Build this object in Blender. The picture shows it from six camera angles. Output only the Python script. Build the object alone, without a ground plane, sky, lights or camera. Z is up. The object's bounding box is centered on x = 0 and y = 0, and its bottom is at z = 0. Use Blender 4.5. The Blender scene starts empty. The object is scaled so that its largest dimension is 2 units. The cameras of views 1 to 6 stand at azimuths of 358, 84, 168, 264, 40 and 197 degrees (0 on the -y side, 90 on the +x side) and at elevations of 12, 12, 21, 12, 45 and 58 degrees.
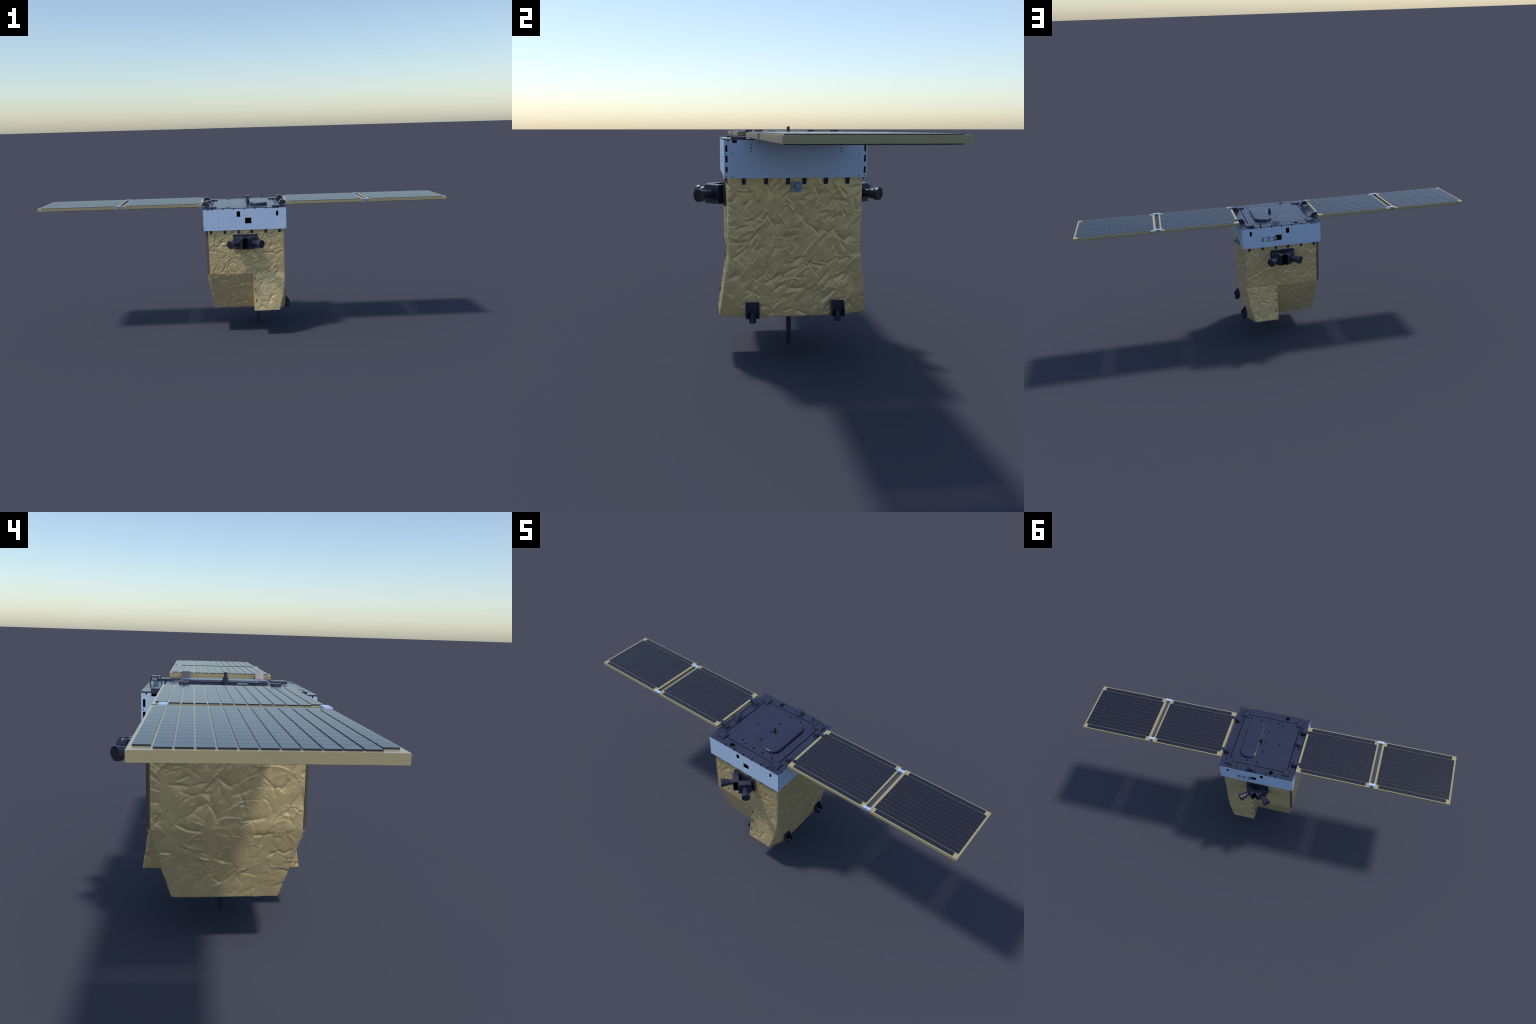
# Earth-observation satellite: blue avionics box on a crinkled gold-foil body,
# two folding solar wings, star cameras, thrusters and rod antenna.
import bpy, bmesh, math, random
import numpy as np
from mathutils import Vector, Matrix, noise
from mathutils.kdtree import KDTree

random.seed(7)
RNG = np.random.RandomState(11)
COL = bpy.context.scene.collection

# ------------------------------------------------------------------ materials
def material(name, color, rough=0.5, metallic=0.0, var=0.06, scale=40.0,
             bump=0.0, bump_scale=300.0, spec=0.5, per_object=0.0, rough_var=0.0):
    m = bpy.data.materials.new(name)
    m.use_nodes = True
    nt = m.node_tree
    n, l = nt.nodes, nt.links
    bsdf = n["Principled BSDF"]
    bsdf.inputs["Metallic"].default_value = metallic
    bsdf.inputs["Roughness"].default_value = rough
    bsdf.inputs["Specular IOR Level"].default_value = spec
    tc = n.new("ShaderNodeTexCoord")
    nz = n.new("ShaderNodeTexNoise")
    nz.inputs["Scale"].default_value = scale
    nz.inputs["Detail"].default_value = 4.0
    l.new(tc.outputs["Object"], nz.inputs["Vector"])
    ramp = n.new("ShaderNodeValToRGB")
    e = ramp.color_ramp.elements
    e[0].position, e[1].position = 0.3, 0.7
    e[0].color = [c * (1 - var) for c in color] + [1]
    e[1].color = [min(1, c * (1 + var)) for c in color] + [1]
    l.new(nz.outputs["Fac"], ramp.inputs["Fac"])
    out = ramp.outputs["Color"]
    if per_object:
        oi = n.new("ShaderNodeObjectInfo")
        mr = n.new("ShaderNodeMapRange")
        mr.inputs["To Min"].default_value = 1 - per_object
        mr.inputs["To Max"].default_value = 1 + per_object
        l.new(oi.outputs["Random"], mr.inputs["Value"])
        hsv = n.new("ShaderNodeHueSaturation")
        l.new(mr.outputs["Result"], hsv.inputs["Value"])
        l.new(out, hsv.inputs["Color"])
        out = hsv.outputs["Color"]
    l.new(out, bsdf.inputs["Base Color"])
    if rough_var:
        mr = n.new("ShaderNodeMapRange")
        mr.inputs["To Min"].default_value = rough - rough_var
        mr.inputs["To Max"].default_value = rough + rough_var
        l.new(nz.outputs["Fac"], mr.inputs["Value"])
        l.new(mr.outputs["Result"], bsdf.inputs["Roughness"])
    if bump:
        nb = n.new("ShaderNodeTexNoise")
        nb.inputs["Scale"].default_value = bump_scale
        nb.inputs["Detail"].default_value = 3.0
        l.new(tc.outputs["Object"], nb.inputs["Vector"])
        bp = n.new("ShaderNodeBump")
        bp.inputs["Strength"].default_value = bump
        bp.inputs["Distance"].default_value = 0.001
        l.new(nb.outputs["Fac"], bp.inputs["Height"])
        l.new(bp.outputs["Normal"], bsdf.inputs["Normal"])
    return m

M_FOIL = material("gold_foil", (0.66, 0.51, 0.255), rough=0.40, metallic=0.45, var=0.05, scale=25, bump=0.10, bump_scale=160)
M_BOARD = material("gold_board", (0.365, 0.315, 0.180), rough=0.2, var=0.03, scale=30)
M_CELL = material("solar_cell_glass", (0.015, 0.017, 0.030), rough=0.2, var=0.12, scale=60, per_object=0.10)
M_DECK = material("navy_deck", (0.026, 0.030, 0.060), rough=0.23, var=0.06, scale=18)
M_PANEL = material("pale_blue_paint", (0.48, 0.61, 0.81), rough=0.5, var=0.02, scale=14)
M_HINGE = material("bright_aluminium", (0.46, 0.58, 0.78), rough=0.4, metallic=0.15, var=0.05, scale=200)
M_DARK = material("navy_anodised", (0.021, 0.026, 0.050), rough=0.33, var=0.1, scale=60)
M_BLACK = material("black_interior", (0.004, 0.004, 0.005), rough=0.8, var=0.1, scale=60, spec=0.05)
M_CORNER_STRIP = material("brown_strip", (0.085, 0.075, 0.050), rough=0.5, var=0.1, scale=60)
M_GAP = material("glossy_dark_brown", (0.115, 0.092, 0.052), rough=0.16, var=0.1, scale=60, spec=0.9)
M_LENS = material("lens_glass", (0.016, 0.018, 0.026), rough=0.2, var=0.1, scale=60)
M_STEEL = material("bright_screw", (0.55, 0.58, 0.62), rough=0.25, metallic=0.7, var=0.05, scale=200)
M_CONN = material("blue_grey_metal", (0.22, 0.30, 0.40), rough=0.4, metallic=0.2, var=0.06, scale=120)

# ------------------------------------------------------------------ mesh tools
ROOT = bpy.data.objects.new("satellite", None)
ROOT.empty_display_size = 0.1
COL.objects.link(ROOT)
ROOT["label"] = "gold foil satellite with two flat dark solar wings"
ROOT["category"] = "satellite"

def finish(name, bm, mat, parent=ROOT, smooth=None, bevel=0.0, bevel_seg=2):
    """bmesh -> linked object; optional small bevel and angle-based smooth shading."""
    if bevel:
        edges = [e for e in bm.edges if len(e.link_faces) == 2 and e.calc_face_angle(0) > 0.5]
        bmesh.ops.bevel(bm, geom=edges, offset=bevel, segments=bevel_seg, affect='EDGES', profile=0.5, clamp_overlap=True)
    bmesh.ops.recalc_face_normals(bm, faces=bm.faces)
    me = bpy.data.meshes.new(name)
    if smooth:
        for f in bm.faces:
            f.smooth = True
        for e in bm.edges:
            e.smooth = not (len(e.link_faces) == 2 and e.calc_face_angle(0) > math.radians(smooth))
    bm.to_mesh(me)
    bm.free()
    me.materials.append(mat)
    ob = bpy.data.objects.new(name, me)
    COL.objects.link(ob)
    ob.parent = parent
    return ob

def add_box(bm, x0, x1, y0, y1, z0, z1, mtx=None):
    vs = [bm.verts.new((x, y, z)) for x in (x0, x1) for y in (y0, y1) for z in (z0, z1)]
    for q in ((0, 1, 3, 2), (4, 6, 7, 5), (0, 4, 5, 1), (2, 3, 7, 6), (0, 2, 6, 4), (1, 5, 7, 3)):
        bm.faces.new([vs[i] for i in q])
    if mtx is not None:
        bmesh.ops.transform(bm, matrix=mtx, verts=vs)
    return vs

def frame_from_axis(axis):
    a = Vector(axis).normalized()
    h = Vector((0, 0, 1)) if abs(a.z) < 0.9 else Vector((1, 0, 0))
    u = a.cross(h).normalized()
    return u, a.cross(u).normalized(), a

def add_turned(bm, origin, axis, profile, seg=32, cap0=True, cap1=True):
    """Surface of revolution: profile is [(distance along axis, radius), ...]."""
    u, v, a = frame_from_axis(axis)
    o = Vector(origin)
    rings = []
    for t, r in profile:
        rings.append([bm.verts.new(o + a * t + (u * math.cos(k * 2 * math.pi / seg) + v * math.sin(k * 2 * math.pi / seg)) * r) for k in range(seg)])
    for A, B in zip(rings, rings[1:]):
        for k in range(seg):
            bm.faces.new((A[k], A[(k + 1) % seg], B[(k + 1) % seg], B[k]))
    if cap0:
        bm.faces.new(list(reversed(rings[0])))
    if cap1:
        bm.faces.new(rings[-1])

def add_rod(bm, p0, p1, r, seg=10):
    d = Vector(p1) - Vector(p0)
    add_turned(bm, p0, d, [(0, r), (d.length, r)], seg)

def add_tube_path(bm, pts, r, seg=8, closed=False):
    n = len(pts)
    for i in range(n if closed else n - 1):
        add_rod(bm, pts[i], pts[(i + 1) % n], r, seg)
    for p in pts:
        bmesh.ops.create_icosphere(bm, subdivisions=1, radius=r * 1.02, matrix=Matrix.Translation(p))

def add_prism(bm, outline, z0, z1):
    """Extrude a closed 2D (x, y) outline from z0 to z1."""
    lo = [bm.verts.new((x, y, z0)) for x, y in outline]
    hi = [bm.verts.new((x, y, z1)) for x, y in outline]
    n = len(outline)
    bm.faces.new(list(reversed(lo)))
    bm.faces.new(hi)
    for i in range(n):
        bm.faces.new((lo[i], lo[(i + 1) % n], hi[(i + 1) % n], hi[i]))

def add_profile_y(bm, outline, y0, y1):
    """Extrude a closed (x, z) outline along y."""
    a = [bm.verts.new((x, y0, z)) for x, z in outline]
    b = [bm.verts.new((x, y1, z)) for x, z in outline]
    n = len(outline)
    bm.faces.new(a)
    bm.faces.new(list(reversed(b)))
    for i in range(n):
        bm.faces.new((a[i], b[i], b[(i + 1) % n], a[(i + 1) % n]))

def rounded_rect(cx, cy, hx, hy, r, seg=10):
    pts = []
    for sx, sy, a0 in ((1, 1, 0), (-1, 1, 90), (-1, -1, 180), (1, -1, 270)):
        for k in range(seg + 1):
            a = math.radians(a0 + 90 * k / seg)
            pts.append((cx + sx * (hx - r) + r * math.cos(a), cy + sy * (hy - r) + r * math.sin(a)))
    return pts

def carve(ob, cutter_bm):
    """Boolean-subtract the closed pieces in cutter_bm from ob and bake the result."""
    bmesh.ops.recalc_face_normals(cutter_bm, faces=cutter_bm.faces)
    cm = bpy.data.meshes.new("cutter")
    cutter_bm.to_mesh(cm)
    cutter_bm.free()
    co = bpy.data.objects.new("cutter", cm)
    COL.objects.link(co)
    mod = ob.modifiers.new("holes", 'BOOLEAN')
    mod.operation, mod.solver, mod.object = 'DIFFERENCE', 'EXACT', co
    mod.use_self = True
    dg = bpy.context.evaluated_depsgraph_get()
    new = bpy.data.meshes.new_from_object(ob.evaluated_get(dg))
    old = ob.data
    ob.modifiers.clear()
    ob.data = new
    new.name = ob.name
    bpy.data.meshes.remove(old)
    bpy.data.objects.remove(co)
    bpy.data.meshes.remove(cm)

def twin(ob, mtx, parent=None):
    """Linked-data repeat of ob under another transform."""
    o = ob.copy()
    COL.objects.link(o)
    o.matrix_world = mtx
    if parent is not None:
        o.parent = parent
    return o

MIR_X = Matrix.Diagonal((-1, 1, 1, 1))
MIR_Y = Matrix.Diagonal((1, -1, 1, 1))

def mirrored(bm, mtx):
    """Copy of a bmesh mirrored by mtx (normals are recalculated in finish())."""
    c = bm.copy()
    bmesh.ops.transform(c, matrix=mtx, verts=c.verts)
    return c

# ------------------------------------------------------------------ avionics box
HB = 0.1998                 # half width of the box
Z_BOT, Z_TOP = 0.5355, 0.6425
T = 0.003                   # sheet thickness
DECK_T = 0.0028

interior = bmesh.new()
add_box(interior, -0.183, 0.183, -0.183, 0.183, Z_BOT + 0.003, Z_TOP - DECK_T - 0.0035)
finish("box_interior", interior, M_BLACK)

floor = bmesh.new()
add_box(floor, -HB + T, HB - T, -HB + T, HB - T, Z_BOT + 0.0006, Z_BOT + 0.0026)
finish("box_floor", floor, M_PANEL)

EDGE_SLOTS = (-0.1035, -0.0522, 0.0012, 0.0506, 0.1035)
# front/back panel: (x, z) screw holes, rectangular windows (x0, x1, z0, z1)
FRONT_HOLES = [(-0.1962, z) for z in (0.6297, 0.6033, 0.5765, 0.5496)] + [(0.197, z) for z in (0.6303, 0.6033, 0.5764, 0.5490)]
FRONT_HOLES += [(-0.1915, 0.5415), (0.1920, 0.5411), (0.1254, 0.5891), (0.1878, 0.5893)]
FRONT_HOLES += [(-0.1268, z) for z in (0.6303, 0.6030, 0.5765, 0.5491)]
FRONT_HOLES += [(-0.0047, z) for z in (0.6300, 0.6031, 0.5757, 0.5488)]
FRONT_HOLES += [(x, z) for x in (-0.0768, -0.0468) for z in (0.5762, 0.5494)]
FRONT_WINDOWS = [(-0.0385, -0.0214, 0.5990, 0.6260), (0.0010, 0.0315, 0.5656, 0.5941), (0.1510, 0.1621, 0.5995, 0.6230),
                 (-0.1827, -0.1687, 0.6352, 0.6390), (-0.1621, -0.1486, 0.6352, 0.6390)]

def front_panel(sign):
    bm = bmesh.new()
    y0, y1 = sorted((sign * HB, sign * (HB - T)))
    add_box(bm, -HB, HB, y0, y1, Z_BOT, Z_TOP - DECK_T)
    ob = finish("side_panel", bm, M_PANEL)
    c = bmesh.new()
    ya, yb = sorted((sign * (HB + 0.004), sign * (HB - 0.008)))
    for x0, x1, z0, z1 in FRONT_WINDOWS:
        add_box(c, x0, x1, ya, yb, z0, z1)
    for x in EDGE_SLOTS:
        add_box(c, x - 0.0024, x + 0.0024, ya, yb, 0.6342, 0.66)
    add_box(c, 0.1345, 0.1655, ya, yb, 0.6362, 0.66)
    for x, z in FRONT_HOLES:
        add_turned(c, (x, ya, z), (0, 1, 0), [(0, 0.0018), (yb - ya, 0.0018)], 8)
    carve(ob, c)
    return ob

def end_panel(sign):
    bm = bmesh.new()
    x0, x1 = sorted((sign * HB, sign * (HB - T)))
    add_box(bm, x0, x1, -HB + T, HB - T, Z_BOT, Z_TOP - DECK_T)
    ob = finish("side_panel", bm, M_PANEL)
    c = bmesh.new()
    xa, xb = sorted((sign * (HB + 0.004), sign * (HB - 0.008)))
    for s in (-1, 1):
        for z0, z1 in ((0.6070, 0.6252), (0.5788, 0.5972), (0.5478, 0.5663)):
            add_box(c, xa, xb, *sorted((s * 0.1905, s * 0.1962)), z0, z1)
        add_box(c, xa, xb, *sorted((s * 0.1641, s * 0.1776)), 0.6315, 0.6388)
        add_box(c, xa, xb, *sorted((s * 0.1870, s * 0.1902)), 0.6348, 0.6394)
        for y, z in ((0.1763, 0.6022), (0.1765, 0.5404), (0.1955, 0.6021), (0.1940, 0.5403)):
            add_turned(c, (xa, s * y, z), (1, 0, 0), [(0, 0.0017), (xb - xa, 0.0017)], 8)
        for z in (0.6261, 0.6167, 0.6071):
            add_turned(c, (xa, s * 0.1252, z), (1, 0, 0), [(0, 0.0018), (xb - xa, 0.0018)], 10)
    carve(ob, c)
    return ob

for s in (-1, 1):
    front_panel(s)
    end_panel(s)

# ------------------------------------------------------------------ top deck
bm = bmesh.new()
add_box(bm, -HB - 0.0004, HB + 0.0004, -HB - 0.0004, HB + 0.0004, Z_TOP - DECK_T, Z_TOP)
deck = finish("top_deck", bm, M_DECK)
c = bmesh.new()
GROOVE = 0.1572
for s in (-1, 1):
    add_box(c, s * GROOVE - 0.0022, s * GROOVE + 0.0022, -0.134, 0.134, 0.63, 0.66)
    add_box(c, -0.134, 0.134, s * GROOVE - 0.0018, s * GROOVE + 0.0018, 0.63, 0.66)
    for x in EDGE_SLOTS:
        add_box(c, x - 0.0025, x + 0.0025, *sorted((s * 0.1885, s * 0.21)), 0.63, 0.66)
    add_box(c, 0.1345, 0.1655, *sorted((s * 0.1845, s * 0.21)), 0.63, 0.66)
DECK_HOLES = [(0.1143, -0.136), (0.0614, -0.136), (0.0126, -0.136), (-0.0369, -0.136), (-0.0631, -0.1242),
              (0.0003, -0.0709), (0.0, 0.0), (-0.0776, 0.0002), (0.0003, 0.0638), (0.0658, 0.133), (0.0136, 0.133),
              (-0.1834, 0.0004)]
DECK_SMALL = [(-0.0746, -0.0711), (-0.0749, 0.0638)]
BIG_PORTS = [(-0.0776, -0.1790), (-0.0774, 0.1796)]
for x, y in DECK_HOLES:
    add_turned(c, (x, y, 0.63), (0, 0, 1), [(0, 0.0046), (0.03, 0.0046)], 16)
for x, y in DECK_SMALL:
    add_turned(c, (x, y, 0.63), (0, 0, 1), [(0, 0.0024), (0.03, 0.0024)], 12)
add_turned(c, (-0.1612, 0.0004, 0.63), (0, 0, 1), [(0, 0.0034), (0.03, 0.0034)], 14)
for x, y in BIG_PORTS:
    add_turned(c, (x, y, 0.63), (0, 0, 1), [(0, 0.0116), (0.03, 0.0116)], 28)
    for k in range(4):
        a = math.radians(45 + 90 * k)
        add_turned(c, (x + 0.0165 * math.cos(a), y + 0.0165 * math.sin(a), 0.63), (0, 0, 1), [(0, 0.0012), (0.03, 0.0012)], 8)
carve(deck, c)

# black blocks set in the bottom of the edge slots
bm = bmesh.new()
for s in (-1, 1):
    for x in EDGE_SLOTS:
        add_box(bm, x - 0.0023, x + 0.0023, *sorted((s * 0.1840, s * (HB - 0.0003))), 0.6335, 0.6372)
so = finish("edge_slot_black_block", bm, M_BLACK, parent=deck)
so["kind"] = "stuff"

# stepped latch block sitting in each edge recess
for s in (-1, 1):
    bm = bmesh.new()
    add_box(bm, 0.1352, 0.1648, *sorted((s * 0.1838, s * 0.1985)), 0.6345, 0.6388)
    add_box(bm, 0.1445, 0.1565, *sorted((s * 0.1838, s * 0.1905)), 0.6388, 0.6420)
    finish("latch_block", bm, M_DECK)

# corner pads with slotted border
bm = bmesh.new()
PAD = 0.0215
add_box(bm, -PAD, PAD, -PAD, PAD, 0.0, 0.0052)
pad = finish("corner_pad", bm, M_DECK)
c = bmesh.new()
R = 0.0166
for s in (-1, 1):
    add_box(c, -0.0098, 0.0098, s * R - 0.0015, s * R + 0.0015, 0.0022, 0.02)
    add_box(c, s * R - 0.0015, s * R + 0.0015, -0.0098, 0.0098, 0.0022, 0.02)
    for q in (-1, 1):
        add_turned(c, (s * R, q * R, 0.0022), (0, 0, 1), [(0, 0.0019), (0.02, 0.0019)], 10)
carve(pad, c)
# black fillers in the slots, almost flush with the pad top
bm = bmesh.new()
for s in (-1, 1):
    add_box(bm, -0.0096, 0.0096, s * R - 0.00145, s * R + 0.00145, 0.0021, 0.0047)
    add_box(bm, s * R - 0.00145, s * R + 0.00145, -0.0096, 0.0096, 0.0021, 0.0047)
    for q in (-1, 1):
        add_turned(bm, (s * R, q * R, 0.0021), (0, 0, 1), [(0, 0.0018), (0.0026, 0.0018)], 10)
slot = finish("pad_slot_black_filler", bm, M_BLACK, parent=pad)
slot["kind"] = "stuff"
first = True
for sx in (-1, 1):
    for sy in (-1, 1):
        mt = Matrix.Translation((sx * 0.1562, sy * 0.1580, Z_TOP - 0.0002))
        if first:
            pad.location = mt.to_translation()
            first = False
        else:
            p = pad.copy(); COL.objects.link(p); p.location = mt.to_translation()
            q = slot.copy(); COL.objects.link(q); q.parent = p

# long rounded radome on the deck
bm = bmesh.new()
rings = []
for inset, z in ((-0.0004, 0.0), (-0.0004, 0.0050), (0.0010, 0.0054), (0.0010, 0.0066), (0.0, 0.0070), (0.0002, 0.0092),
                 (0.0012, 0.0106), (0.0030, 0.0116), (0.0060, 0.0121), (0.011, 0.0122)):
    pts = rounded_rect(0.0716, 0.0, 0.0442 - inset, 0.1168 - inset, 0.0395 - inset, 14)
    rings.append([bm.verts.new((x, y, Z_TOP - 0.0003 + z)) for x, y in pts])
n = len(rings[0])
for A, B in zip(rings, rings[1:]):
    for i in range(n):
        bm.faces.new((A[i], A[(i + 1) % n], B[(i + 1) % n], B[i]))
bm.faces.new(rings[-1])
bm.faces.new(list(reversed(rings[0])))
finish("radome", bm, M_DECK, smooth=40)

# stepped mast
bm = bmesh.new()
add_turned(bm, (0.0208, 0.0006, Z_TOP - 0.001), (0, 0, 1), [(0, 0.0075), (0.0215, 0.0073), (0.0222, 0.0066), (0.0222, 0.0047), (0.0343, 0.0045), (0.0348, 0.0038)], 28)
finish("mast", bm, M_DARK, smooth=35)

# small tables on wire legs (antenna stands)
def stand(cx, cy):
    bm = bmesh.new()
    zt = 0.6618
    w, wb = 0.0122, 0.0165
    top = [(cx + sx * w, cy + sy * 0.0108, zt) for sx, sy in ((-1, -1), (1, -1), (1, 1), (-1, 1))]
    bot = [(cx + sx * wb, cy + sy * 0.0152, Z_TOP - 0.001) for sx, sy in ((-1, -1), (1, -1), (1, 1), (-1, 1))]
    for a, b in zip(top, bot):
        add_rod(bm, a, b, 0.0009, 8)
    for i in range(4):
        a, b = Vector(top[i]).lerp(Vector(bot[i]), 0.55), Vector(top[(i + 1) % 4]).lerp(Vector(bot[(i + 1) % 4]), 0.55)
        add_rod(bm, a, b, 0.0008, 8)
        add_rod(bm, bot[i], bot[(i + 1) % 4], 0.0009, 8)
    legs = finish("antenna_stand", bm, M_DARK)
    t = bmesh.new()
    add_prism(t, rounded_rect(cx, cy, w + 0.001, 0.0118, 0.003, 4), zt - 0.0008, zt + 0.0009)
    finish("stand_plate", t, M_DECK, parent=legs)
    t = bmesh.new()
    add_turned(t, (cx, cy, Z_TOP - 0.001), (0, 0, 1), [(0, 0.0062), (0.010, 0.0058), (0.0106, 0.0045)], 20)
    finish("stand_core", t, M_CONN, parent=legs, smooth=40)

stand(0.0256, 0.1800)
stand(-0.1795, -0.0285)

# short whip antenna with two discs
bm = bmesh.new()
add_turned(bm, (0.1030, 0.1800, Z_TOP - 0.001), (0, 0, 1), [(0, 0.0048), (0.003, 0.0045), (0.0036, 0.0028), (0.012, 0.0024), (0.0122, 0.0015), (0.0226, 0.0013)], 16)
add_turned(bm, (0.1030, 0.1800, 0.6570), (0, 0, 1), [(0, 0.0034), (0.0016, 0.0034)], 16)
finish("whip_antenna", bm, M_DARK, smooth=35)

# handrail on the rear face
bm = bmesh.new()
yr = HB + 0.0048
add_rod(bm, (0.1005, yr, 0.5875), (0.0330, yr, 0.5875), 0.0005)
add_rod(bm, (0.1005, yr, 0.5672), (0.0330, yr, 0.5672), 0.0005)
add_rod(bm, (0.1005, yr, 0.5875), (0.1005, yr, 0.5672), 0.0005)
for x in (0.0972, 0.0674, 0.0385):
    add_box(bm, x - 0.0011, x + 0.0011, HB - 0.001, yr + 0.0008, 0.5660, 0.5888)
finish("handrail", bm, M_DARK)
bm = bmesh.new()
add_turned(bm, (0.0318, HB - 0.0015, 0.5790), (0, 1, 0), [(0, 0.0066), (0.0075, 0.0066), (0.0082, 0.0055)], 20)
finish("port_plug", bm, M_CONN, smooth=40)

# ------------------------------------------------------------------ foil body
def hull(points):
    b = bmesh.new()
    vs = [b.verts.new(p) for p in points]
    res = bmesh.ops.convex_hull(b, input=vs)
    junk = [g for g in res["geom_interior"] if isinstance(g, bmesh.types.BMVert)]
    if junk:
        bmesh.ops.delete(b, geom=junk, context='VERTS')
    return b

W = 0.1908
XM = -0.1916                # end face on the minus-x side
Z_CREASE, Z_FLOOR, X_STEP = 0.3160, 0.1315, 0.0335

def square_ring(z, shrink=0.0, x_max=None):
    """Upper body section: soft corners at +x, wide chamfers at -x."""
    pts = []
    for s in (-1, 1):
        if x_max is None:
            pts += [(W - shrink, s * (W - 0.0055 - shrink), z), (W - 0.0045 - shrink, s * (W - shrink), z)]
        else:
            pts += [(x_max, s * (W - shrink), z)]
        pts += [(XM + shrink, s * (0.1835 - shrink), z), (-0.1815 + shrink, s * (W - shrink), z)]
    return pts

blocks = []
blocks.append(square_ring(Z_CREASE) + square_ring(Z_BOT + 0.004))
lower_minus = square_ring(Z_CREASE + 0.0004, 0.0, X_STEP + 0.01) + square_ring(Z_CREASE + 0.012, 0.008, X_STEP + 0.01)
for s in (-1, 1):
    lower_minus += [(-0.1615, s * 0.1330, Z_FLOOR), (X_STEP + 0.01, s * 0.1335, Z_FLOOR)]
blocks.append(lower_minus)
lower_plus = []
for s in (-1, 1):
    lower_plus += [(X_STEP, s * W, Z_CREASE), (X_STEP, s * (W - 0.01), Z_CREASE + 0.012), (W - 0.01, s * (W - 0.01), Z_CREASE + 0.012),
                   (W, s * (W - 0.0055), Z_CREASE), (W - 0.0045, s * W, Z_CREASE),
                   (W, s * 0.1880, 0.2900), (W - 0.0045, s * 0.1945, 0.2900),
                   (X_STEP + 0.001, s * 0.2190, Z_FLOOR), (0.1570, s * 0.2190, Z_FLOOR), (W, s * 0.1480, Z_FLOOR),
                   (0.1815, s * 0.2050, 0.2150)]
blocks.append(lower_plus)

raw = bpy.data.meshes.new("foil_raw")
acc = bmesh.new()
for pts in blocks:
    h = hull(pts)
    tmp = bpy.data.meshes.new("t")
    bmesh.ops.recalc_face_normals(h, faces=h.faces)
    h.to_mesh(tmp); h.free()
    acc.from_mesh(tmp)
    bpy.data.meshes.remove(tmp)
acc.to_mesh(raw); acc.free()
foil = bpy.data.objects.new("foil_blanket", raw)
COL.objects.link(foil)
rm = foil.modifiers.new("remesh", 'REMESH')
rm.mode, rm.voxel_size = 'VOXEL', 0.0016
sm = foil.modifiers.new("smooth", 'SMOOTH')
sm.factor, sm.iterations = 0.5, 8
dg = bpy.context.evaluated_depsgraph_get()
baked = bpy.data.meshes.new_from_object(foil.evaluated_get(dg))
foil.modifiers.clear()
foil.data = baked
bpy.data.meshes.remove(raw)
baked.name = "foil_blanket"

def poisson_nodes(co, spacing):
    """Indices of vertices spread at least `spacing` apart."""
    grid, nodes = {}, []
    for i in RNG.permutation(len(co)):
        p = co[i]
        key = (int(p[0] // spacing), int(p[1] // spacing), int(p[2] // spacing))
        near = False
        for dx in (-1, 0, 1):
            for dy in (-1, 0, 1):
                for dz in (-1, 0, 1):
                    for j in grid.get((key[0] + dx, key[1] + dy, key[2] + dz), ()):
                        if near or (p[0] - co[j][0]) ** 2 + (p[1] - co[j][1]) ** 2 + (p[2] - co[j][2]) ** 2 < spacing ** 2:
                            near = True
        if not near:
            grid.setdefault(key, []).append(i)
            nodes.append(i)
    return nodes

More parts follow.
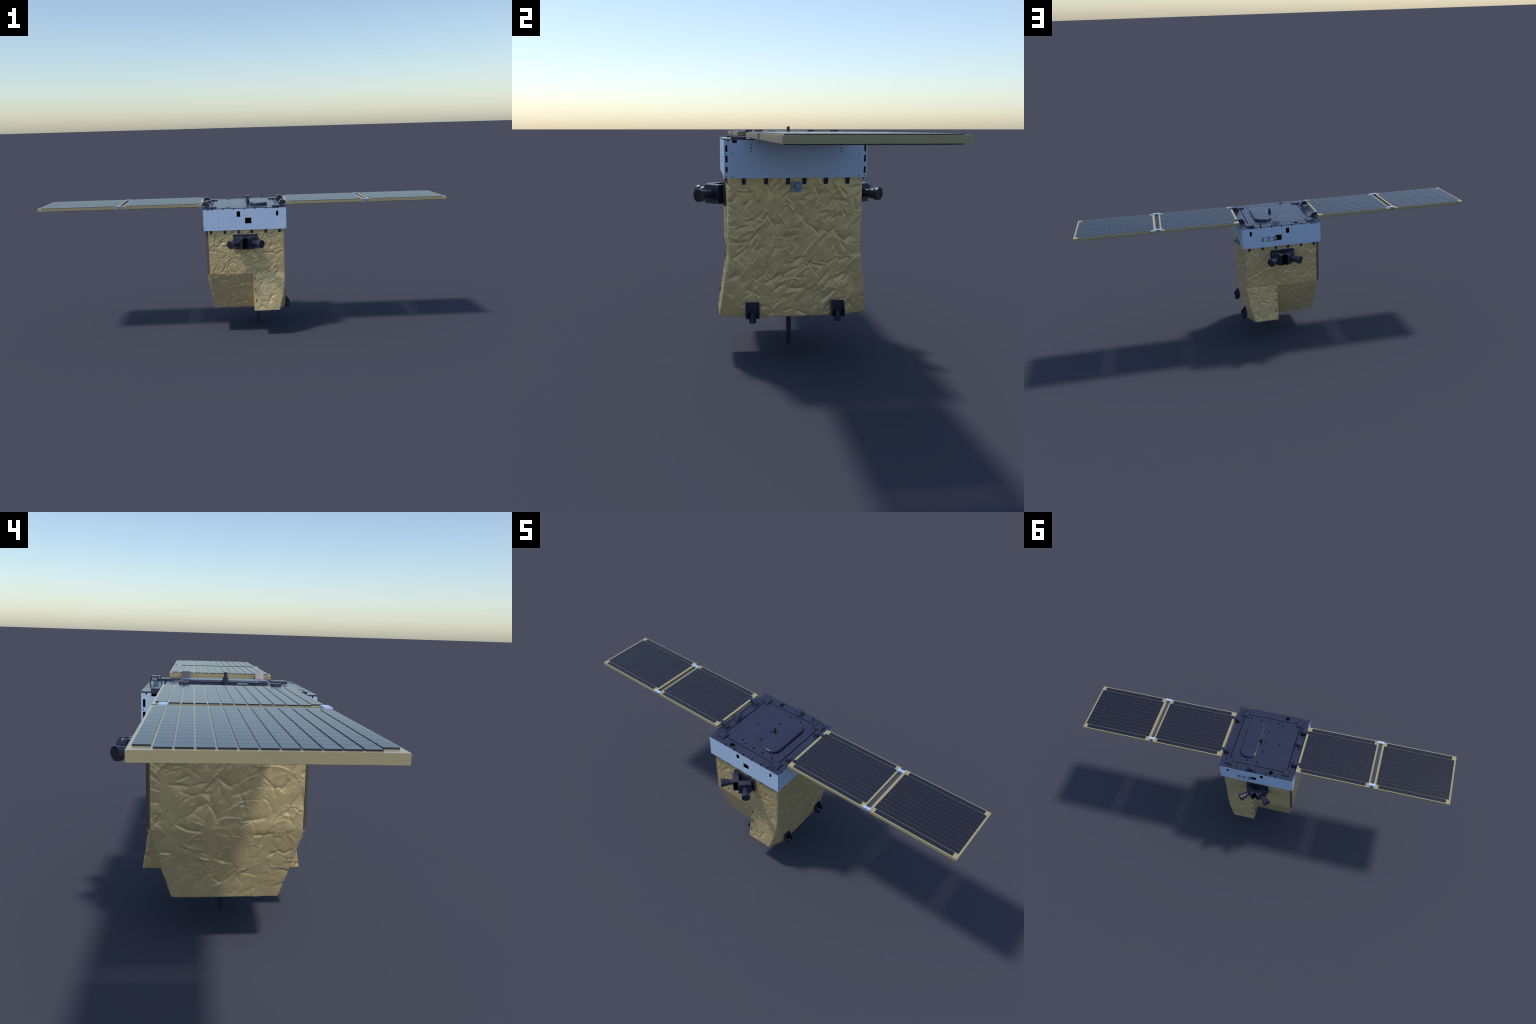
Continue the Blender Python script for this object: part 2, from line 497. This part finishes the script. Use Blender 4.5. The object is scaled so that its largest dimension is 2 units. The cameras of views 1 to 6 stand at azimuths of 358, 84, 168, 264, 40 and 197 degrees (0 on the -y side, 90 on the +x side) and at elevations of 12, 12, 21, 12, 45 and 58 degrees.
def crumple(me):
    """Crinkled foil: a warped network of sharp creases, long tapering folds, soft billows."""
    n = len(me.vertices)
    co = np.empty(n * 3); me.vertices.foreach_get("co", co); co = co.reshape(n, 3)
    no = np.empty(n * 3); me.vertices.foreach_get("normal", no); no = no.reshape(n, 3)
    kd = KDTree(n)
    for i in range(n):
        kd.insert(co[i], i)
    kd.balance()
    h = np.zeros(n)
    # 1. crease network: borders between warped cells, some sunken, some stepped
    seeds = poisson_nodes(co[::3], 0.030)
    pts = co[::3][seeds]
    sk = KDTree(len(pts))
    for k, p in enumerate(pts):
        sk.insert(p, k)
    sk.balance()
    m = len(pts)
    lut_a = RNG.uniform(-1, 1, 4096)
    lut_b = RNG.uniform(-1, 1, 4096)
    for i in range(n):
        x, y, z = co[i]
        wv = noise.noise_vector((x * 30, y * 30, z * 30))
        ww = noise.noise_vector((x * 75 + 5, y * 75, z * 75))
        q = (x + wv[0] * 0.011 + ww[0] * 0.003, y + wv[1] * 0.011 + ww[1] * 0.003, z + wv[2] * 0.011 + ww[2] * 0.003)
        (c1, i1, d1), (c2, i2, d2) = sk.find_n(q, 2)
        lo, hi = (i1, i2) if i1 < i2 else (i2, i1)
        key = (lo * 7919 + hi * 104729) % 4096
        a, b = lut_a[key], lut_b[key]
        e = d2 - d1
        v = 0.0
        fade = max(0.0, min(1.0, 0.55 + 1.6 * noise.noise((x * 26 + 3, y * 26, z * 26 + 7))))
        if a > 0.35:
            v -= 0.0013 * a * fade * math.exp(-(e / 0.0022) ** 1.2)
        elif a < -0.85:
            v += 0.0008 * fade * math.exp(-(e / 0.0030) ** 1.2)
        s = 1 if i1 == lo else -1
        v += s * (b if abs(b) > 0.5 else 0) * 0.0009 * fade * (1 - math.exp(-e / 0.0016)) * math.exp(-e / 0.010)
        h[i] = v + noise.noise((x * 18, y * 18, z * 18)) * 0.0010 + noise.noise((x * 48 + 9, y * 48, z * 48)) * 0.0003
    # 2. long tapering folds, mostly leaning the same way
    for i in poisson_nodes(co[1::3], 0.023):
        i = i * 3 + 1
        p, nn = co[i], no[i]
        up = np.array((0, 0, 1.0)) if abs(nn[2]) < 0.9 else np.array((1.0, 0, 0))
        u = np.cross(up, nn); u /= np.linalg.norm(u)
        v = np.cross(nn, u)
        arms = RNG.randint(1, 3)
        base = RNG.normal(1.0, 0.38) if RNG.rand() < 0.75 else RNG.uniform(0, 2 * math.pi)
        idx = np.array([r[1] for r in kd.find_range(p, 0.06)])
        q = co[idx] - p
        facing = np.clip(no[idx] @ nn * 1.6 - 0.4, 0, 1)
        a2, b2 = q @ u, q @ v
        for k in range(arms):
            ang = base + k * (2.6 if RNG.rand() < 0.5 else 0.7) + RNG.normal(0, 0.3)
            L = RNG.uniform(0.022, 0.056)
            wid = RNG.uniform(0.0012, 0.0026)
            amp = (0.0005 + 0.0021 * RNG.rand() ** 1.7) * (0.8 if RNG.rand() < 0.3 else -1.15)
            bend = RNG.normal(0, 7.0)
            ca, sa = math.cos(ang), math.sin(ang)
            t = a2 * ca + b2 * sa
            d = -a2 * sa + b2 * ca - bend * t * t
            along = np.clip(t / L, 0, 1)
            taper = np.where((t > -wid) & (t < L), np.sin(np.pi * np.clip(along * 0.85 + 0.12, 0, 1)) ** 0.8, 0)
            side = np.where(d > 0, d / wid, -d / (wid * 3.2))   # steep on one side only
            h[idx] += amp * taper * np.exp(-np.power(side, 1.2)) * facing
    h -= h.mean()
    # keep the foil tight under the dark corner strips
    near_strip = (co[:, 0] < -0.179) & (np.abs(co[:, 1]) > 0.1815) & (co[:, 2] > Z_CREASE - 0.004)
    h = np.where(near_strip, np.minimum(h, 0) * 0.3 - 0.0004, h)
    co += no * h[:, None]
    me.vertices.foreach_set("co", co.ravel())
    me.polygons.foreach_set("use_smooth", np.ones(len(me.polygons), dtype=bool))
    me.update()

crumple(baked)
baked.materials.clear()
baked.materials.append(M_FOIL)
foil.parent = ROOT

# dark brown strips down the two minus-x corners, above the crease
for s in (-1, 1):
    bm = bmesh.new()
    o = 0.0011
    quad = [(-0.1806, s * (W + 0.0006)), (-0.1816, s * (W + o)), (XM - o * 0.2, s * 0.1842), (XM + 0.0012, s * 0.1826), (-0.1800, s * 0.1822)]
    add_prism(bm, quad, Z_CREASE + 0.0015, Z_BOT + 0.0008)
    finish("dark_corner_strip", bm, M_CORNER_STRIP)

# gussets hanging from the box edge over the foil
bm = bmesh.new()
add_profile_y(bm, [(0.0, 0.0), (0.0102, 0.0), (0.0102, -0.0022), (0.0022, -0.0190), (0.0, -0.0190)], -0.0052, 0.0052)
gus = finish("edge_gusset", bm, M_DARK)
spots = []
for x in (-0.1655, -0.0988, -0.0320, 0.0325, 0.0994, 0.1665):
    spots += [((x, -0.1893), -90), ((x, 0.1893), 90)]
for y in (-0.1462, -0.0840, -0.0225, 0.0240, 0.0852, 0.1470):
    spots += [((0.1893, y), 0), ((-0.1888, y), 180)]
for k, ((x, y), a) in enumerate(spots):
    o = gus if k == 0 else gus.copy()
    if k:
        COL.objects.link(o)
    o.location = (x, y, Z_BOT + 0.0004)
    o.rotation_euler = (0, 0, math.radians(a))

# little tie strips beside the step of the lower body
bm = bmesh.new()
add_box(bm, -0.0016, 0.0016, -0.0014, 0.0014, -0.0075, 0.0075)
tie = finish("tie_strip", bm, M_DECK, bevel=0.0004, bevel_seg=1)
k = 0
for s in (-1, 1):
    for x, z in ((0.0412, 0.2900), (0.0430, 0.2360), (0.0455, 0.1830)):
        y = W + (Z_CREASE - z) / (Z_CREASE - Z_FLOOR) * 0.029
        o = tie if k == 0 else tie.copy()
        if k:
            COL.objects.link(o)
        k += 1
        o.location = (x, s * (y + 0.0004), z)
        o.rotation_euler = (s * math.radians(9.0), math.radians(-3), 0)

# ------------------------------------------------------------------ star cameras
CAM_Z = 0.4760
def camera_group(sy):
    mount = bmesh.new()
    pts = rounded_rect(0, CAM_Z + 0.0015, 0.0600, 0.0352, 0.0040, 5)
    a = [mount.verts.new((x, sy * 0.1885, z)) for x, z in pts]
    b = [mount.verts.new((x, sy * 0.1985, z)) for x, z in pts]
    n = len(pts)
    mount.faces.new(a); mount.faces.new(list(reversed(b)))
    for i in range(n):
        mount.faces.new((a[i], a[(i + 1) % n], b[(i + 1) % n], b[i]))
    # short posts carrying the housings
    add_rod(mount, (-0.030, sy * 0.197, CAM_Z), (-0.026, sy * 0.222, CAM_Z), 0.0065, 14)
    add_rod(mount, (0.030, sy * 0.197, CAM_Z), (0.026, sy * 0.222, CAM_Z), 0.0065, 14)
    mob = finish("camera_mount", mount, M_DARK, smooth=35)
    for sx in (-1, 1):
        ang = math.radians(45)
        ax = Vector((sx * math.sin(ang), sy * math.cos(ang), 0))
        side = Vector((ax.y, -ax.x, 0))
        face = Vector((sx * 0.0366, sy * 0.2352, CAM_Z))
        m = Matrix.Identity(4)
        for r in range(3):
            m[r][0], m[r][1], m[r][2], m[r][3] = side[r], ax[r], (0, 0, 1)[r], face[r]
        hb = bmesh.new()
        add_box(hb, -0.0295, 0.0295, -0.0280, 0.0, -0.0285, 0.0285, m)
        hob = finish("camera_housing", hb, M_DARK, parent=mob, bevel=0.0008)
        ib = bmesh.new()
        add_box(ib, *sorted((-sx * sy * 0.0290, -sx * sy * 0.0300)), -0.0262, -0.0018, -0.0268, 0.0268, m)
        finish("housing_black_plate", ib, M_BLACK, parent=mob)
        lb = bmesh.new()
        add_turned(lb, face - ax * 0.001, ax, [(0, 0.0145), (0.003, 0.0145), (0.0032, 0.0126), (0.0215, 0.0128), (0.0225, 0.0150), (0.0238, 0.0158), (0.0385, 0.0160),
                                              (0.0405, 0.0188), (0.0420, 0.0195), (0.0560, 0.0195), (0.0565, 0.0190), (0.0565, 0.0172), (0.0550, 0.0170)], 40, cap1=False)
        finish("lens_barrel", lb, M_DARK, parent=mob, smooth=35)
        g = bmesh.new()
        add_turned(g, face + ax * 0.0530, ax, [(0, 0.0171), (0.0014, 0.0171)], 40)
        finish("lens", g, M_LENS, parent=mob, smooth=35)
        sc = bmesh.new()
        for a in (-1, 1):
            for c in (-1, 1):
                p = face + side * a * 0.0265 + Vector((0, 0, c * 0.0255))
                add_turned(sc, p - ax * 0.0005, ax, [(0, 0.0020), (0.0012, 0.0020), (0.0018, 0.0010)], 10)
        so = finish("housing_screw", sc, M_STEEL, parent=mob, smooth=50)
        so["kind"] = "stuff"

camera_group(-1)
camera_group(1)

# ------------------------------------------------------------------ thrusters on the +x face
for yc in (-0.1245, 0.1245):
    bm = bmesh.new()
    x0 = 0.1885
    prof = [(x0, 0.1790), (0.1960, 0.1790), (0.2165, 0.1535), (0.2165, 0.1345), (x0, 0.1345)]
    for s in (-1, 1):
        ya, yb = sorted((yc + s * 0.0196, yc + s * 0.0171))
        add_profile_y(bm, prof, ya, yb)
    add_box(bm, x0, 0.2160, yc - 0.0172, yc + 0.0172, 0.1347, 0.1372)
    add_box(bm, x0, 0.1945, yc - 0.0172, yc + 0.0172, 0.1347, 0.1785)
    br = finish("thruster_bracket", bm, M_DARK)
    nb = bmesh.new()
    add_turned(nb, (0.2045, yc, 0.1205), (0, 0, 1), [(0, 0.0098), (0.0005, 0.0106), (0.020, 0.0106), (0.0225, 0.0088), (0.0235, 0.0088), (0.0260, 0.0070), (0.030, 0.0045)], 28)
    finish("thruster_nozzle", nb, M_DARK, parent=br, smooth=35)

# rod antenna under the body
bm = bmesh.new()
add_turned(bm, (0.0590, 0.0, 0.0), (0, 0, 1), [(0, 0.0052), (0.0008, 0.0062), (0.006, 0.0066), (0.007, 0.0078), (0.140, 0.0078)], 28)
finish("rod_antenna", bm, M_DARK, smooth=35)

# connector plates under the box on both ends
for s in (-1, 1):
    bm = bmesh.new()
    add_box(bm, *sorted((s * 0.1870, s * 0.1985)), -0.0130, 0.0158, 0.4962, 0.5246)
    add_box(bm, *sorted((s * 0.1980, s * 0.2005)), -0.0130, -0.0060, 0.5075, 0.5235)
    add_box(bm, *sorted((s * 0.1980, s * 0.2005)), 0.0105, 0.0158, 0.5085, 0.5235)
    add_turned(bm, (s * 0.1980, 0.0025, 0.5140), (s, 0, 0), [(0, 0.0080), (0.012, 0.0078), (0.0128, 0.0068), (0.020, 0.0066), (0.0208, 0.0055)], 24)
    add_box(bm, *sorted((s * 0.1980, s * 0.2005)), -0.0020, 0.0000, 0.4965, 0.5075)
    add_box(bm, *sorted((s * 0.1980, s * 0.2005)), 0.0030, 0.0050, 0.4965, 0.5075)
    cp = finish("connector_plate", bm, M_CONN, smooth=35)
    sc = bmesh.new()
    for y in (-0.0088, 0.0130):
        for z in (0.5205, 0.5140, 0.5030):
            add_turned(sc, (s * 0.1982, y, z), (s, 0, 0), [(0, 0.0018), (0.0034, 0.0018), (0.0040, 0.0010)], 10)
    so = finish("connector_screw", sc, M_STEEL, parent=cp, smooth=50)
    so["kind"] = "stuff"

# ------------------------------------------------------------------ solar wings
WY0, WY1 = -0.1406, 0.1514
WZ0, WZ1 = 0.6466, 0.6594
ROWS, PITCH_Y, ROW_W = 13, 0.02192, 0.01915
Y_ROW0 = 0.0055 - PITCH_Y * 6
PITCH_X, CELL_L = 0.02632, 0.0256
CELL_H = 0.0021
named_cells = 0

cell_bm = bmesh.new()
hx, hy, cc = CELL_L / 2, ROW_W / 2, 0.0009
outline = [(hx - cc, -hy), (hx, -hy + cc), (hx, hy - cc), (hx - cc, hy), (-hx + cc, hy), (-hx, hy - cc), (-hx, -hy + cc), (-hx + cc, -hy)]
add_prism(cell_bm, outline, 0.0, CELL_H)
cell_first = finish("solar_cell", cell_bm.copy(), M_CELL)

def panel(sx, x_in, x_out, outer):
    global named_cells
    bm = bmesh.new()
    add_box(bm, *sorted((sx * x_in, sx * x_out)), WY0, WY1, WZ0, WZ1)
    board = finish("solar_panel", bm, M_BOARD, bevel=0.0003, bevel_seg=1)
    mid = (x_in + x_out) / 2
    rest = bmesh.new()
    me_tmp = bpy.data.meshes.new("tmp")
    cell_bm.to_mesh(me_tmp)
    for face in (1, -1):
        for r in range(ROWS):
            n = 13 if r in (0, ROWS - 1) else 14
            y = Y_ROW0 + r * PITCH_Y
            for k in range(n):
                x = sx * (mid + 0.0015 + (k - (n - 1) / 2) * PITCH_X)
                z = WZ1 if face > 0 else WZ0 - CELL_H
                if face > 0 and outer and n == 14 and named_cells < 300:
                    o = cell_first if named_cells == 0 else cell_first.copy()
                    if named_cells:
                        COL.objects.link(o)
                    named_cells += 1
                    o.parent = board
                    o.location = (x, y, z)
                else:
                    k0 = len(rest.verts)
                    rest.from_mesh(me_tmp)
                    rest.verts.ensure_lookup_table()
                    bmesh.ops.translate(rest, vec=(x, y, z), verts=rest.verts[k0:])
    bpy.data.meshes.remove(me_tmp)
    gaps = bmesh.new()
    for face in (1, -1):
        z0, z1 = (WZ1 - 0.0002, WZ1 + 0.0004) if face > 0 else (WZ0 - 0.0004, WZ0 + 0.0002)
        xa = mid + 0.0015 - 7 * PITCH_X + 0.0006
        xb = mid + 0.0015 + 7 * PITCH_X - 0.0006
        for r in range(1, ROWS - 2):
            y = Y_ROW0 + (r + 0.5) * PITCH_Y
            add_box(gaps, *sorted((sx * xa, sx * xb)), y - 0.0020, y + 0.0020, z0, z1)
    go = finish("cell_gap_strip", gaps, M_GAP, parent=board)
    go["kind"] = "stuff"
    so = finish("solar_cell_array", rest, M_CELL, parent=board)
    so["kind"] = "stuff"
    return board

for sx in (-1, 1):
    panel(sx, 0.2045, 0.5925, False)
    panel(sx, 0.6120, 1.0000, True)

# hinges between the two panels of a wing
for sx in (-1, 1):
    for y in (-0.1345, 0.1325):
        bm = bmesh.new()
        add_box(bm, -0.0178, 0.0178, -0.0072, 0.0072, WZ1 + 0.0004, WZ1 + 0.0028)
        ob = finish("wing_hinge", bm, M_HINGE)
        c = bmesh.new()
        for a in (-1, 1):
            for b in (-1, 1):
                add_turned(c, (a * 0.0145, b * 0.0045, 0.6), (0, 0, 1), [(0, 0.0011), (0.1, 0.0011)], 10)
            add_box(c, -0.0035, 0.0035, a * 0.0062 - 0.0012, a * 0.0062 + 0.0012, 0.6, 0.7)
        carve(ob, c)
        ob.location = (sx * 0.6022, y, 0)
        b2 = bmesh.new()
        add_box(b2, -0.0090, -0.0030, -0.0085, 0.0085, WZ0 - 0.0012, WZ1 + 0.0004)
        add_box(b2, 0.0030, 0.0090, -0.0085, 0.0085, WZ0 - 0.0012, WZ1 + 0.0004)
        add_turned(b2, (0, -0.0080, WZ1 - 0.0040), (0, 1, 0), [(0, 0.0036), (0.016, 0.0036)], 16)
        finish("hinge_knuckle", b2, M_CONN, parent=ob)

# hinges at the wing roots
for sx in (-1, 1):
    for y in (-0.1043, 0.1043):
        bm = bmesh.new()
        prof = [(0.1718, 0.6421), (0.1698, 0.6478), (0.1814, 0.6665), (0.1944, 0.6665), (0.1944, 0.6421)]
        add_profile_y(bm, [(sx * a, b) for a, b in prof], y - 0.0118, y + 0.0118)
        root = finish("root_hinge", bm, M_DECK)
        bm = bmesh.new()
        add_box(bm, *sorted((sx * 0.1940, sx * 0.2047)), y - 0.0098, y + 0.0098, 0.6480, 0.6608)
        finish("hinge_tongue", bm, M_DARK, parent=root)
        bm = bmesh.new()
        add_box(bm, *sorted((sx * 0.1941, sx * 0.2165)), y - 0.0072, y + 0.0072, 0.6620, 0.6636)
        finish("hinge_tab", bm, M_DECK, parent=root)

cell_bm.free()
